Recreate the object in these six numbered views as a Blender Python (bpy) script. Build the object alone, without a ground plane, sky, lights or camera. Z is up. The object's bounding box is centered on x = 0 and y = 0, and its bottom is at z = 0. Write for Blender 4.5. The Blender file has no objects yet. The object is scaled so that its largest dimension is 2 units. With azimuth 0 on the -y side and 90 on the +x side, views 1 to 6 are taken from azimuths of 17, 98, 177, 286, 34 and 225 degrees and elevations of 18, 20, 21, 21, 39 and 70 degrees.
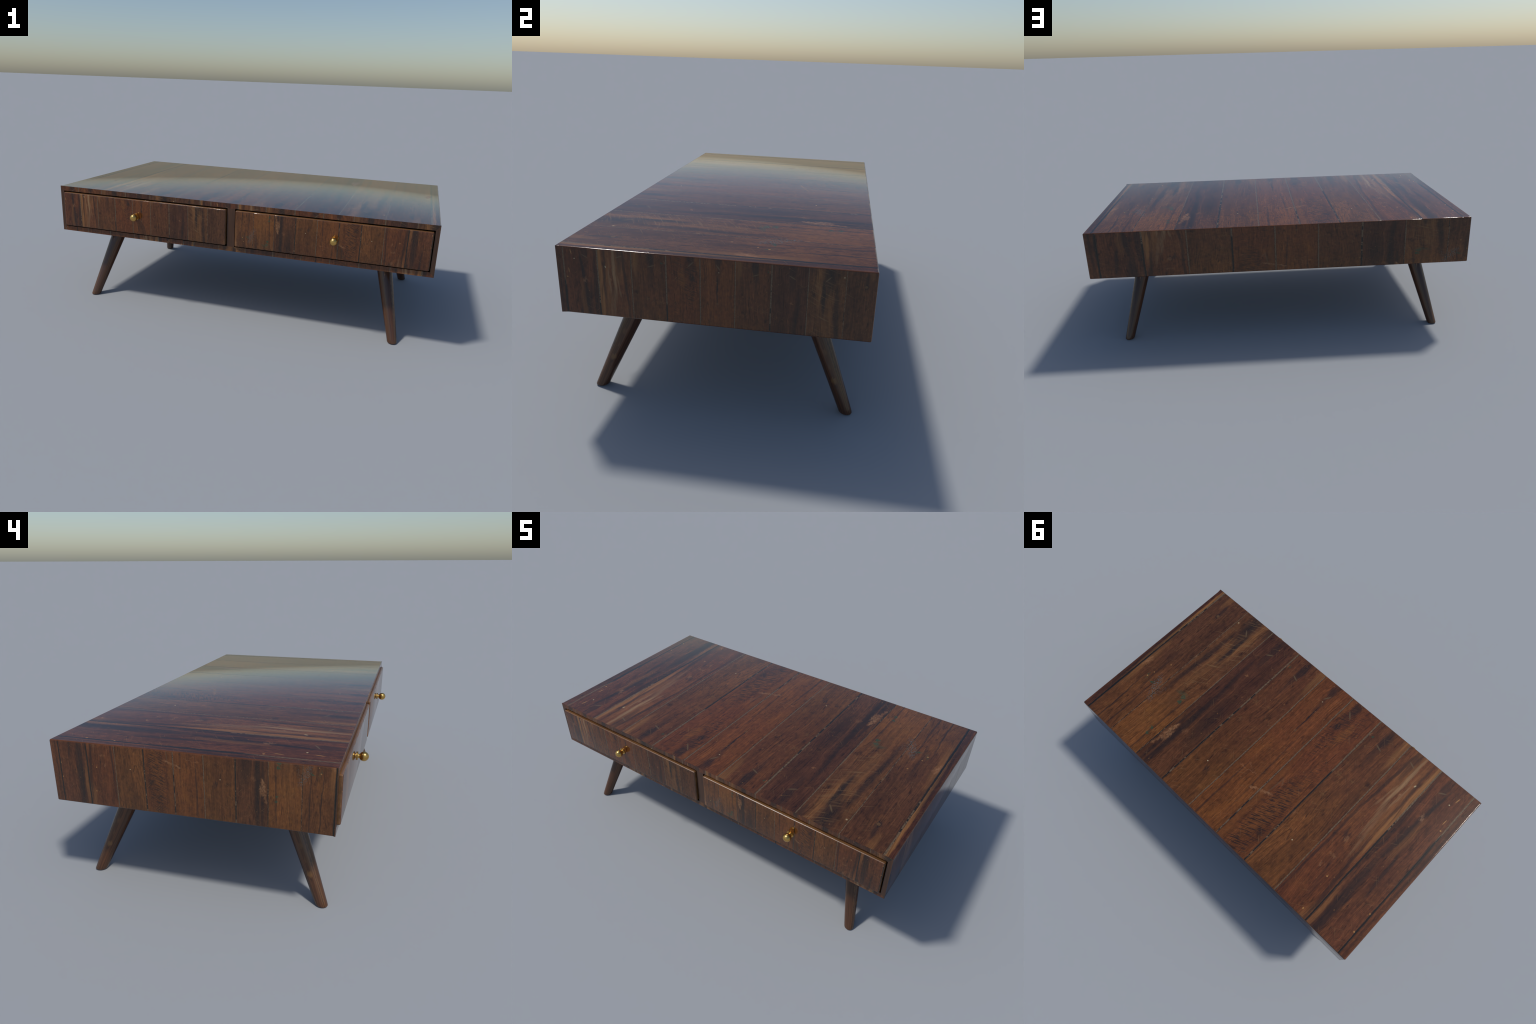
"""Low reclaimed-wood coffee table: plank-clad case, two drawers with brass knobs, four splayed legs."""
import bpy, bmesh, math
from mathutils import Vector, Matrix

# ------------------------------------------------------------------ dimensions (metres)
X0, X1 = -1.0, 1.0               # case, left / right
YF, YB = -0.5128, 0.5730         # case, front / back
ZB, ZT = 0.3861, 0.6356          # case, underside / top
R_EDGE = 0.006                   # rounding of the case edges
OPEN_Z0, OPEN_Z1 = 0.4108, 0.6100
OPEN_X = ((-0.9800, -0.0200), (0.0200, 0.9800))
DRAWER_Y = -0.5253               # front of the drawers
DRAWER_GAP, DRAWER_GAP_Z = 0.0050, 0.0063
R_DRAWER = 0.0062
KNOB_X, KNOB_Z, KNOB_Y = 0.530, 0.5138, -0.5538
PLANK_T = 0.0045                 # thickness of the cladding planks

# Board layout shared by every clad panel.  s runs across the boards, v along them.
# (position of the joint, half width, where along v the filler starts / ends breaking out, how much)
JOINTS = (
    (-0.954, 0.0042, -0.30, -0.15, 0.95),
    (-0.737, 0.0046, -0.45, 0.10, 0.95),
    (-0.524, 0.0030, 0.30, 0.90, 0.30),
    (-0.309, 0.0042, -0.32, 0.02, 0.62),
    (-0.100, 0.0034, -0.20, 0.50, 0.50),
    (0.111, 0.0032, -0.10, 0.90, 0.25),
    (0.325, 0.0042, -0.32, 0.02, 0.62),
    (0.539, 0.0028, -0.20, 0.30, 0.60),
    (0.755, 0.0020, -0.50, 0.00, 0.55),
    (0.959, 0.0046, -0.62, 0.12, 0.97),
)


# ------------------------------------------------------------------ node helpers
class Nodes:
    def __init__(self, tree):
        self.t = tree

    def add(self, kind, **kw):
        n = self.t.nodes.new(kind)
        for k, val in kw.items():
            setattr(n, k, val)
        return n

    def put(self, sock, val):
        if isinstance(val, bpy.types.NodeSocket):
            self.t.links.new(val, sock)
        elif isinstance(val, (tuple, list)) and len(val) == 3 and len(getattr(sock, "default_value", (0, 0, 0))) == 4:
            sock.default_value = (*val, 1.0)
        else:
            sock.default_value = val

    def m(self, op, a, b=None, c=None, clamp=False):
        n = self.add("ShaderNodeMath", operation=op, use_clamp=clamp)
        for i, x in enumerate((a, b, c)):
            if x is not None:
                self.put(n.inputs[i], x)
        return n.outputs[0]

    def vm(self, op, a, b=None, c=None, scale=None):
        n = self.add("ShaderNodeVectorMath", operation=op)
        self.put(n.inputs[0], a)
        if b is not None:
            self.put(n.inputs[1], b)
        if c is not None:
            self.put(n.inputs[2], c)
        if scale is not None:
            self.put(n.inputs["Scale"], scale)
        return n.outputs["Value"] if op in ("LENGTH", "DOT_PRODUCT", "DISTANCE") else n.outputs[0]

    def xyz(self, x=0.0, y=0.0, z=0.0):
        n = self.add("ShaderNodeCombineXYZ")
        for i, q in enumerate((x, y, z)):
            self.put(n.inputs[i], q)
        return n.outputs[0]

    def sep(self, v):
        n = self.add("ShaderNodeSeparateXYZ")
        self.put(n.inputs[0], v)
        return n.outputs

    def noise(self, vec, scale=1.0, detail=2.0, rough=0.5, dist=0.0, colour=False):
        n = self.add("ShaderNodeTexNoise")
        self.put(n.inputs["Vector"], vec)
        n.inputs["Scale"].default_value = scale
        n.inputs["Detail"].default_value = detail
        n.inputs["Roughness"].default_value = rough
        n.inputs["Distortion"].default_value = dist
        return n.outputs["Color" if colour else "Fac"]

    def rng(self, x, a, b, c=0.0, d=1.0, smooth=False):
        n = self.add("ShaderNodeMapRange", interpolation_type="SMOOTHSTEP" if smooth else "LINEAR", clamp=True)
        for i, q in enumerate((x, a, b, c, d)):
            self.put(n.inputs[i], q)
        return n.outputs[0]

    def mix(self, fac, a, b, blend="MIX"):
        n = self.add("ShaderNodeMix", data_type="RGBA", blend_type=blend, clamp_factor=True)
        self.put(n.inputs["Factor"], fac)
        self.put(n.inputs[6], a)
        self.put(n.inputs[7], b)
        return n.outputs[2]

    def ramp(self, fac, stops, interp="LINEAR"):
        n = self.add("ShaderNodeValToRGB")
        r = n.color_ramp
        r.interpolation = interp
        while len(r.elements) < len(stops):
            r.elements.new(1.0)
        for e, (p, c) in zip(r.elements, stops):
            e.position = p
            e.color = (*c, 1.0) if len(c) == 3 else c
        self.put(n.inputs[0], fac)
        return n.outputs[0]

    # an elongated spot from p0 to p1, half width w; soft is the share of the radius that fades
    def stroke(self, P, p0, p1, w, soft=0.5):
        cx, cy = (p0[0] + p1[0]) / 2, (p0[1] + p1[1]) / 2
        dx, dy = p1[0] - p0[0], p1[1] - p0[1]
        a = math.atan2(dy, dx)
        L = max(math.hypot(dx, dy) / 2, w)
        ca, sa = math.cos(a), math.sin(a)
        # P carries 1 in z, so one dot product is a full affine coordinate
        x = self.vm("DOT_PRODUCT", P, (ca / L, sa / L, -(cx * ca + cy * sa) / L))
        y = self.vm("DOT_PRODUCT", P, (-sa / w, ca / w, (cx * sa - cy * ca) / w))
        d2 = self.m("MULTIPLY_ADD", x, x, self.m("MULTIPLY", y, y))
        return self.rng(d2, (1 - soft) ** 2, (1 + soft) ** 2, 1.0, 0.0, smooth=True)

    def spots(self, P, items, soft=0.5):
        out = None
        for it in items:
            p0, p1, w = it[:3]
            k = self.stroke(P, p0, p1, w, it[4] if len(it) > 4 else soft)
            if len(it) > 3 and it[3] != 1:
                k = self.m("MULTIPLY", k, it[3])
            out = k if out is None else self.m("MAXIMUM", out, k)
        return out


# ------------------------------------------------------------------ the reclaimed board surface
GAIN = 1.0


def C(r, g, b):
    return (r * GAIN, g * GAIN, b * GAIN * 0.74)


def board_group():
    g = bpy.data.node_groups.new("reclaimed_boards", "ShaderNodeTree")
    g.interface.new_socket("Board", in_out="INPUT", socket_type="NodeSocketVector")
    g.interface.new_socket("Color", in_out="OUTPUT", socket_type="NodeSocketColor")
    g.interface.new_socket("Height", in_out="OUTPUT", socket_type="NodeSocketFloat")
    g.interface.new_socket("Dull", in_out="OUTPUT", socket_type="NodeSocketFloat")
    N = Nodes(g)
    s, v, _ = N.sep(g.nodes.new("NodeGroupInput").outputs[0])
    P0 = N.xyz(s, v, 1.0)
    s01 = N.m("MULTIPLY_ADD", s, 0.5, 0.5)

    # --- which board: colours at the front and at the back, and an offset that decorrelates the grain
    edges = [0.0] + [(j[0] + 1) / 2 for j in JOINTS]
    front = [C(.082, .030, .018), C(.086, .029, .015), C(.120, .044, .021), C(.086, .032, .015), C(.100, .032, .013),
             C(.110, .037, .014), C(.084, .031, .015), C(.062, .024, .015), C(.092, .038, .019), C(.076, .031, .017),
             C(.066, .023, .014)]
    back = [C(.102, .037, .018), C(.092, .033, .017), C(.108, .036, .015), C(.112, .043, .015), C(.102, .035, .013),
            C(.122, .043, .014), C(.106, .041, .015), C(.076, .030, .015), C(.122, .046, .015), C(.104, .040, .016),
            C(.076, .027, .015)]
    colF = N.ramp(s01, list(zip(edges, front)), "CONSTANT")
    colB = N.ramp(s01, list(zip(edges, back)), "CONSTANT")
    seed = N.ramp(s01, [(e, (((i * 0.618) % 1),) * 3) for i, e in enumerate(edges)], "CONSTANT")
    zoff = N.m("MULTIPLY", seed, 23.0)

    # --- wandering grain coordinate
    wander = N.noise(N.xyz(N.m("MULTIPLY", s, 4.0), N.m("MULTIPLY", v, 2.2), zoff), 1.0, 1.5)
    sg = N.m("ADD", s, N.m("MULTIPLY_ADD", wander, 0.07, -0.035))
    big = N.noise(N.xyz(N.m("MULTIPLY", s, 9.0), N.m("MULTIPLY", v, 3.0), zoff), 1.0, 3.0, 0.55)
    bk = N.rng(N.m("ADD", v, N.m("MULTIPLY_ADD", big, 0.5, -0.25)), -0.10, 0.36, smooth=True)
    col = N.mix(bk, colF, colB)

    # --- broad tone, streaks, fibres, growth lines, pores
    tone = N.noise(N.xyz(N.m("MULTIPLY", sg, 16.0), N.m("MULTIPLY", v, 1.6), zoff), 1.0, 3.0, 0.55)
    streak = N.noise(N.xyz(N.m("MULTIPLY", sg, 85.0), N.m("MULTIPLY", v, 3.0), zoff), 1.0, 4.0, 0.65)
    fibre = N.noise(N.xyz(N.m("MULTIPLY", sg, 310.0), N.m("MULTIPLY", v, 11.0), zoff), 1.0, 2.0, 0.6)
    mott = N.noise(N.xyz(N.m("MULTIPLY", s, 55.0), N.m("MULTIPLY", v, 34.0), zoff), 1.0, 4.0, 0.65)
    k = N.rng(tone, 0.30, 0.70, 0.80, 1.20)
    k = N.m("MULTIPLY", k, N.rng(streak, 0.28, 0.72, 0.76, 1.22))
    k = N.m("MULTIPLY", k, N.rng(fibre, 0.28, 0.72, 0.74, 1.26))
    k = N.m("MULTIPLY", k, N.rng(mott, 0.30, 0.70, 0.76, 1.24))
    k = N.m("MULTIPLY", k, N.rng(big, 0.30, 0.70, 0.86, 1.14))
    ring = N.noise(N.xyz(N.m("MULTIPLY", sg, 20.0), N.m("MULTIPLY", v, 0.9), N.m("ADD", zoff, 4.0)), 1.0, 1.0)
    fr = N.m("FRACT", N.m("MULTIPLY", ring, 13.0))
    line = N.rng(N.m("ABSOLUTE", N.m("SUBTRACT", fr, 0.5)), 0.0, 0.13, 1.0, 0.0, smooth=True)
    line = N.m("MULTIPLY", line, N.rng(big, 0.42, 0.62, 0.0, 0.50))
    k = N.m("MULTIPLY", k, N.m("SUBTRACT", 1.0, line))
    pores = N.noise(N.xyz(N.m("MULTIPLY", sg, 520.0), N.m("MULTIPLY", v, 42.0), zoff), 1.0, 1.0)
    k = N.m("MULTIPLY", k, N.rng(pores, 0.28, 0.40, 0.62, 1.0))
    hair = N.noise(N.xyz(N.m("MULTIPLY", sg, 190.0), N.m("MULTIPLY", v, 4.5), N.m("ADD", zoff, 2.0)), 1.0, 2.0, 0.6)
    k = N.m("MULTIPLY", k, N.rng(hair, 0.56, 0.72, 1.0, 1.28))
    k = N.m("MULTIPLY", k, N.rng(hair, 0.28, 0.42, 0.78, 1.0))
    blot = N.noise(N.xyz(N.m("MULTIPLY", s, 24.0), N.m("MULTIPLY", v, 13.0), N.m("ADD", zoff, 6.0)), 1.0, 3.0, 0.6)
    k = N.m("MULTIPLY", k, N.rng(blot, 0.58, 0.76, 1.10, 0.55))
    tick = N.noise(N.xyz(N.m("MULTIPLY", sg, 95.0), N.m("MULTIPLY", v, 14.0), N.m("ADD", zoff, 12.0)), 1.0, 2.0, 0.6)
    k = N.m("MULTIPLY", k, N.rng(tick, 0.64, 0.76, 1.0, 0.38))
    k = N.m("MULTIPLY", k, N.rng(tick, 0.24, 0.33, 1.42, 1.0))
    col = N.vm("SCALE", N.vm("MULTIPLY", col, (1.03, 0.955, 0.90)), scale=k)
    # redder where the finish is thick, yellower where it is rubbed
    rub = N.noise(N.xyz(N.m("MULTIPLY", s, 12.0), N.m("MULTIPLY", v, 7.0), N.m("ADD", zoff, 9.0)), 1.0, 4.0, 0.6)
    col = N.mix(N.rng(rub, 0.50, 0.72, 0.0, 0.55), col, N.vm("MULTIPLY", col, (1.30, 1.38, 1.12)))
    col = N.mix(N.rng(rub, 0.28, 0.46, 0.40, 0.0), col, N.vm("MULTIPLY", col, (0.88, 0.78, 0.82)))

    # --- warped coordinates: ragged (paint, chips) and fibrous (stains that run with the grain)
    rag = N.noise(N.xyz(N.m("MULTIPLY", s, 70.0), N.m("MULTIPLY", v, 55.0), 0.0), 1.0, 3.0, 0.65, colour=True)
    Pr = N.vm("ADD", P0, N.vm("SCALE", N.vm("SUBTRACT", rag, (0.5, 0.5, 0.5)), scale=0.040))
    Pr = N.vm("MULTIPLY_ADD", Pr, (1, 1, 0), (0, 0, 1))
    fib = N.noise(N.xyz(N.m("MULTIPLY", s, 120.0), N.m("MULTIPLY", v, 5.0), 3.0), 1.0, 2.0, 0.6)
    fib2 = N.noise(N.xyz(N.m("MULTIPLY", s, 14.0), N.m("MULTIPLY", v, 8.0), 7.0), 1.0, 2.0, 0.5)
    Pf = N.vm("ADD", P0, N.xyz(N.m("MULTIPLY_ADD", fib2, 0.020, -0.010), N.m("MULTIPLY_ADD", fib, 0.14, -0.07), 0.0))

    # --- the light board: honey edge, pale streaks
    honey = N.spots(Pf, (
        ((-0.728, -0.58), (-0.716, 0.10), 0.0135, 0.95, 0.5),
        ((-0.678, -0.42), (-0.690, 0.05), 0.018, 0.38, 0.8),
        ((-0.612, -0.60), (-0.604, -0.30), 0.028, 0.35, 0.7),
        ((-0.505, -0.62), (-0.500, -0.34), 0.014, 0.60, 0.8),
        ((0.130, -0.62), (0.135, -0.36), 0.014, 0.60, 0.8),
        ((0.970, -0.66), (0.967, 0.20), 0.0090, 1.0, 0.5),
        ((0.945, 0.02), (0.940, 0.34), 0.018, 0.45, 0.7),
        ((-0.720, 0.50), (-0.720, 0.70), 0.022, 0.45, 0.7),
        ((-0.754, 0.34), (-0.758, 0.62), 0.010, 0.45, 0.8),
        ((0.600, -0.56), (0.612, -0.18), 0.017, 0.40, 0.8),
        ((0.655, -0.33), (0.660, 0.08), 0.022, 0.28, 0.8),
        ((0.660, 0.20), (0.665, 0.50), 0.045, 0.14, 0.8),
        ((0.893, -0.60), (0.895, -0.44), 0.014, 0.45, 0.8),
        ((-0.845, -0.20), (-0.838, 0.02), 0.013, 0.35, 0.9),
    ))
    honey = N.m("MULTIPLY", honey, N.rng(hair, 0.34, 0.60, 0.45, 1.0))
    col = N.mix(honey, col, N.vm("SCALE", C(.255, .112, .046), scale=N.rng(streak, 0.25, 0.75, 0.65, 1.25)))
    pale = N.spots(Pf, (
        ((-0.640, -0.48), (-0.630, -0.16), 0.0085, 0.80, 0.7),
        ((-0.632, -0.24), (-0.648, 0.04), 0.0080, 0.40, 0.7),
        ((-0.668, -0.33), (-0.664, -0.16), 0.0045, 0.50, 0.7),
        ((-0.655, -0.12), (-0.676, 0.16), 0.0075, 0.30, 0.7),
        ((-0.616, -0.28), (-0.600, -0.12), 0.0045, 0.40, 0.7),
    ))
    col = N.mix(pale, col, N.vm("SCALE", C(.27, .155, .098), scale=N.rng(fibre, 0.3, 0.7, 0.7, 1.2)))

    # --- dark stains: iron bleeding off each nail, mineral streaks, knots
    nails = (  # slit ends, foot of the stain on the front edge
        ((0.666, -0.412), (0.636, -0.376), 0.668, 1.0), ((0.463, -0.373), (0.427, -0.397), 0.446, 0.70),
        ((0.250, -0.386), (0.212, -0.370), 0.228, 0.95), ((0.019, -0.391), (-0.003, -0.428), 0.012, 0.85),
        ((-0.141, -0.436), (-0.175, -0.397), -0.158, 0.85), ((-0.383, -0.385), (-0.423, -0.370), -0.405, 0.95),
        ((-0.582, -0.434), (-0.620, -0.418), -0.604, 0.70), ((-0.800, -0.400), (-0.835, -0.422), -0.818, 0.80),
    )
    stain = []
    for a, b, foot, deep in nails:
        mx, my = (a[0] + b[0]) / 2, min(a[1], b[1])
        stain.append(((foot, -0.495), (mx, my + 0.016), 0.0200, 0.82 * deep, 0.55))
        stain.append(((foot, -0.64), (foot, -0.42), 0.017, 0.50 * deep, 0.8))
        stain.append(((mx, my - 0.04), (mx, my + 0.11), 0.012, 0.45, 0.9))
    stain += [
        ((0.627, -0.39), (0.632, -0.16), 0.011, 0.85, 0.7), ((0.675, -0.60), (0.650, -0.32), 0.034, 0.70, 0.7),
        ((0.702, -0.30), (0.722, 0.12), 0.015, 0.62, 0.6), ((0.553, -0.56), (0.556, -0.44), 0.012, 0.6, 0.7),
        ((0.486, -0.24), (0.464, 0.08), 0.010, 0.60, 0.8), ((0.466, 0.02), (0.470, 0.62), 0.014, 0.72, 0.8),
        ((0.505, 0.20), (0.500, 0.66), 0.008, 0.55, 0.8), ((0.400, 0.05), (0.385, 0.30), 0.030, 0.40, 0.9),
        ((-0.796, 0.12), (-0.798, 0.70), 0.022, 0.78, 0.7), ((-0.846, -0.42), (-0.822, -0.20), 0.009, 0.80, 0.7),
        ((-0.824, -0.24), (-0.806, 0.06), 0.012, 0.72, 0.8), ((-0.858, 0.00), (-0.876, 0.26), 0.007, 0.65, 0.7),
        ((-0.790, -0.14), (-0.800, 0.12), 0.010, 0.45, 0.8), ((-0.952, -0.18), (-0.957, 0.14), 0.007, 0.85, 0.7),
        ((-0.755, -0.40), (-0.757, 0.16), 0.010, 0.55, 0.8), ((-0.588, -0.56), (-0.552, -0.06), 0.007, 0.65, 0.7),
        ((-0.552, -0.08), (-0.541, 0.50), 0.006, 0.60, 0.7), ((-0.692, -0.50), (-0.700, -0.10), 0.006, 0.55, 0.7),
        ((-0.700, 0.10), (-0.735, 0.66), 0.009, 0.60, 0.8), ((-0.600, 0.085), (-0.602, 0.12), 0.017, 0.60, 0.8),
        ((-0.625, 0.20), (-0.660, 0.46), 0.010, 0.30, 0.8), ((0.003, -0.36), (0.003, -0.15), 0.0035, 0.85, 0.7),
        ((0.866, -0.385), (0.868, -0.352), 0.013, 0.80, 0.6), ((0.870, -0.44), (0.864, -0.38), 0.010, 0.55, 0.8),
        ((0.193, 0.345), (0.190, 0.375), 0.012, 0.55, 0.8), ((0.960, 0.10), (0.958, 0.66), 0.0045, 0.9, 0.5),
        ((-0.152, -0.335), (-0.150, -0.312), 0.016, 0.75, 0.7), ((0.975, -0.1), (0.978, 0.5), 0.010, 0.5, 0.8),
        ((0.880, 0.26), (0.866, 0.66), 0.0040, 0.65, 0.7), ((0.806, 0.20), (0.800, 0.66), 0.0040, 0.55, 0.7),
        ((0.850, 0.02), (0.838, 0.30), 0.006, 0.35, 0.8), ((0.055, 0.22), (0.060, 0.64), 0.004, 0.55, 0.8),
        ((-0.040, -0.10), (-0.052, 0.40), 0.004, 0.45, 0.8), ((0.585, 0.16), (0.590, 0.60), 0.005, 0.5, 0.8),
        ((-0.985, -0.3), (-0.975, 0.6), 0.006, 0.4, 0.8),
    ]
    dark = N.spots(Pf, stain)
    dark = N.m("MULTIPLY", dark, N.rng(fib, 0.20, 0.60, 0.84, 1.0))
    col = N.mix(dark, col, C(.0100, .0088, .0105))

    # --- band-saw marks: pale arcs on one board, black tear-out on another
    bow = N.m("MULTIPLY", N.m("POWER", N.m("SUBTRACT", s, 0.64), 2.0), 1.2)
    across = N.m("ADD", N.m("SUBTRACT", N.m("MULTIPLY", v, 0.89), N.m("MULTIPLY", s, 0.45)), bow)
    along = N.m("ADD", N.m("MULTIPLY", v, 0.45), N.m("MULTIPLY", s, 0.89))
    saw = N.noise(N.xyz(N.m("MULTIPLY", along, 9.0), N.m("MULTIPLY", across, 105.0), 0.0), 1.0, 2.0, 0.6)
    where = N.spots(Pf, (((0.625, -0.60), (0.640, 0.16), 0.070, 1.0, 0.35), ((0.700, -0.5), (0.700, -0.2), 0.05, 0.6, 0.6)))
    saw = N.m("MULTIPLY", N.rng(saw, 0.54, 0.68), where)
    col = N.mix(N.m("MULTIPLY", saw, 0.50), col, C(.200, .112, .062))
    a2 = N.m("SUBTRACT", N.m("MULTIPLY", v, 0.92), N.m("MULTIPLY", s, 0.39))
    l2 = N.m("ADD", N.m("MULTIPLY", v, 0.39), N.m("MULTIPLY", s, 0.92))
    tear = N.noise(N.xyz(N.m("MULTIPLY", l2, 17.0), N.m("MULTIPLY", a2, 175.0), 0.0), 1.0, 3.0, 0.6)
    zone = N.spots(Pf, (
        ((-0.225, 0.07), (-0.215, 0.66), 0.066, 1.0, 0.45), ((-0.155, -0.46), (-0.160, -0.12), 0.034, 0.9, 0.6),
        ((-0.250, -0.50), (-0.215, -0.22), 0.040, 0.55, 0.6), ((-0.255, -0.12), (-0.250, 0.08), 0.030, 0.5, 0.7)))
    glow = N.spots(Pf, (((-0.245, 0.10), (-0.195, 0.46), 0.034, 0.55, 0.8), ((-0.215, -0.36), (-0.205, -0.25), 0.020, 0.9, 0.7),
                        ((-0.12, 0.05), (-0.125, 0.62), 0.014, 0.5, 0.8), ((-0.117, -0.5), (-0.118, -0.38), 0.010, 0.7, 0.8)))
    col = N.mix(glow, col, N.vm("SCALE", C(.170, .058, .018), scale=N.rng(mott, 0.3, 0.7, 0.75, 1.2)))
    tear = N.m("MULTIPLY", N.rng(tear, 0.49, 0.58), zone)
    col = N.mix(N.m("MULTIPLY", tear, 0.85), col, C(.014, .0105, .0100))

    # --- knocks that expose bare wood
    bare_grain = N.noise(N.xyz(N.m("MULTIPLY", s, 130.0), N.m("MULTIPLY", v, 60.0), 5.0), 1.0, 3.0, 0.65)
    bare = N.spots(Pr, (
        ((0.499, 0.288), (0.511, 0.36), 0.010, 0.90, 0.45), ((0.508, 0.35), (0.508, 0.41), 0.018, 0.85, 0.45),
        ((0.518, 0.40), (0.526, 0.47), 0.007, 0.75, 0.6), ((0.489, 0.345), (0.491, 0.42), 0.007, 0.7, 0.6),
        ((-0.048, 0.272), (-0.092, 0.250), 0.0075, 0.85, 0.4), ((-0.105, 0.247), (-0.168, 0.225), 0.0080, 0.65, 0.45),
        ((0.076, 0.214), (-0.036, 0.198), 0.0028, 0.45, 0.5), ((0.052, 0.170), (0.022, 0.185), 0.0028, 0.45, 0.5),
        ((-0.614, 0.112), (-0.614, 0.142), 0.009, 0.55, 0.6), ((-0.600, 0.235), (-0.634, 0.240), 0.007, 0.45, 0.6),
        ((-0.600, 0.30), (-0.606, 0.33), 0.004, 0.55, 0.5), ((-0.660, -0.262), (-0.662, -0.235), 0.005, 0.7, 0.5),
        ((-0.816, -0.26), (-0.830, -0.21), 0.007, 0.5, 0.6), ((0.935, 0.105), (0.948, 0.175), 0.013, 0.85, 0.5),
        ((0.448, -0.205), (0.442, -0.19), 0.007, 0.6, 0.5), ((0.440, 0.28), (0.446, 0.31), 0.013, 0.30, 0.6),
        ((0.755, -0.10), (0.757, -0.07), 0.004, 0.8, 0.5), ((0.750, 0.22), (0.752, 0.50), 0.0028, 0.6, 0.6),
        ((0.318, -0.42), (0.321, -0.40), 0.007, 0.6, 0.5), ((-0.316, -0.42), (-0.313, -0.40), 0.007, 0.6, 0.5),
        ((0.318, 0.195), (0.316, 0.22), 0.007, 0.6, 0.5), ((-0.316, 0.195), (-0.318, 0.22), 0.007, 0.6, 0.5),
    ))
    bare = N.m("MULTIPLY", bare, N.m("MULTIPLY", N.rng(bare_grain, 0.36, 0.56, 0.35, 1.0), N.rng(streak, 0.30, 0.55, 0.7, 1.0)))
    col = N.mix(bare, col, N.mix(N.rng(mott, 0.35, 0.65), C(.200, .078, .034), C(.310, .155, .095)))
    # star shaped scuffs
    star = N.spots(Pr, tuple(
        (tuple(c[i] - q * r[i] for i in (0, 1)), tuple(c[i] + q * r[i] for i in (0, 1)), 0.0018, 0.26, 0.7)
        for c, q in (((0.286, -0.113), 1.0), ((-0.348, -0.11), 1.0), ((0.276, 0.026), 0.8), ((-0.358, 0.03), 0.8), ((0.207, -0.134), 0.7), ((-0.427, -0.13), 0.7))
        for r in ((0.022, 0.004), (0.006, 0.022), (0.015, -0.014))))
    col = N.mix(star, col, C(.230, .120, .055))

    # --- nail slits and plugs
    slits = N.spots(P0, tuple((a, b, 0.0036, 0.75, 0.4) for a, b, _, _ in nails)
                    + (((-0.151, 0.112), (-0.140, 0.225), 0.0032, 0.40, 0.6), ((-0.171, 0.150), (-0.151, 0.112), 0.0032, 0.40, 0.6)))
    col = N.mix(slits, col, C(.120, .078, .052))
    plugs = N.spots(P0, (((0.866, -0.367), (0.866, -0.361), 0.0090, 0.75, 0.25), ((0.003, -0.142), (0.003, -0.134), 0.0080, 0.5, 0.3)))
    col = N.mix(plugs, col, C(.125, .066, .036))

    # --- paint traces and drips
    fleck = N.noise(N.xyz(N.m("MULTIPLY", s, 170.0), N.m("MULTIPLY", v, 120.0), 1.0), 1.0, 2.0, 0.6)
    blue = N.m("MULTIPLY", N.spots(Pr, (((0.800, 0.165), (0.745, 0.285), 0.017, 0.9, 0.8), ((0.735, 0.26), (0.720, 0.17), 0.008, 0.3, 0.7))),
               N.rng(fleck, 0.52, 0.60))
    col = N.mix(N.m("MULTIPLY", blue, 0.80), col, N.mix(N.rng(rub, 0.4, 0.6), C(.100, .140, .175), C(.050, .095, .170)))
    green = N.m("MULTIPLY", N.spots(Pr, (
        ((0.614, 0.150), (0.604, 0.162), 0.012, 1.0, 0.6), ((0.607, 0.185), (0.598, 0.196), 0.010, 1.0, 0.6),
        ((0.828, 0.222), (0.800, 0.208), 0.006, 1.0, 0.5), ((0.655, 0.150), (0.600, 0.135), 0.010, 0.5, 0.7),
        ((0.598, 0.405), (0.594, 0.412), 0.008, 0.9, 0.6), ((0.592, 0.440), (0.588, 0.448), 0.008, 0.9, 0.6),
        ((0.300, -0.408), (0.302, -0.402), 0.0055, 1.0, 0.4), ((-0.334, -0.408), (-0.332, -0.402), 0.0055, 1.0, 0.4),
        ((0.868, 0.185), (0.860, 0.225), 0.004, 0.8, 0.6))), N.rng(fleck, 0.36, 0.46))
    col = N.mix(N.m("MULTIPLY", green, 0.85), col, C(.020, .060, .042))
    drips = N.spots(P0, (
        ((0.853, 0.159), (0.853, 0.165), 0.0032, 0.8, 0.5), ((0.866, 0.200), (0.866, 0.208), 0.0040, 0.8, 0.5),
        ((0.818, 0.060), (0.818, 0.064), 0.0040, 0.6, 0.5), ((-0.946, 0.441), (-0.946, 0.448), 0.0045, 0.9, 0.4),
        ((-0.947, 0.325), (-0.947, 0.330), 0.0038, 0.9, 0.4), ((-0.937, -0.248), (-0.937, -0.240), 0.0042, 0.9, 0.4),
        ((-0.670, 0.335), (-0.670, 0.339), 0.0042, 0.9, 0.4), ((-0.925, -0.31), (-0.923, -0.28), 0.0022, 0.8, 0.5),
        ((-0.905, -0.45), (-0.900, -0.42), 0.0024, 0.8, 0.5), ((-0.690, 0.53), (-0.690, 0.54), 0.0034, 0.8, 0.5)), 0.4)
    col = N.mix(drips, col, C(.380, .185, .075))
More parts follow.
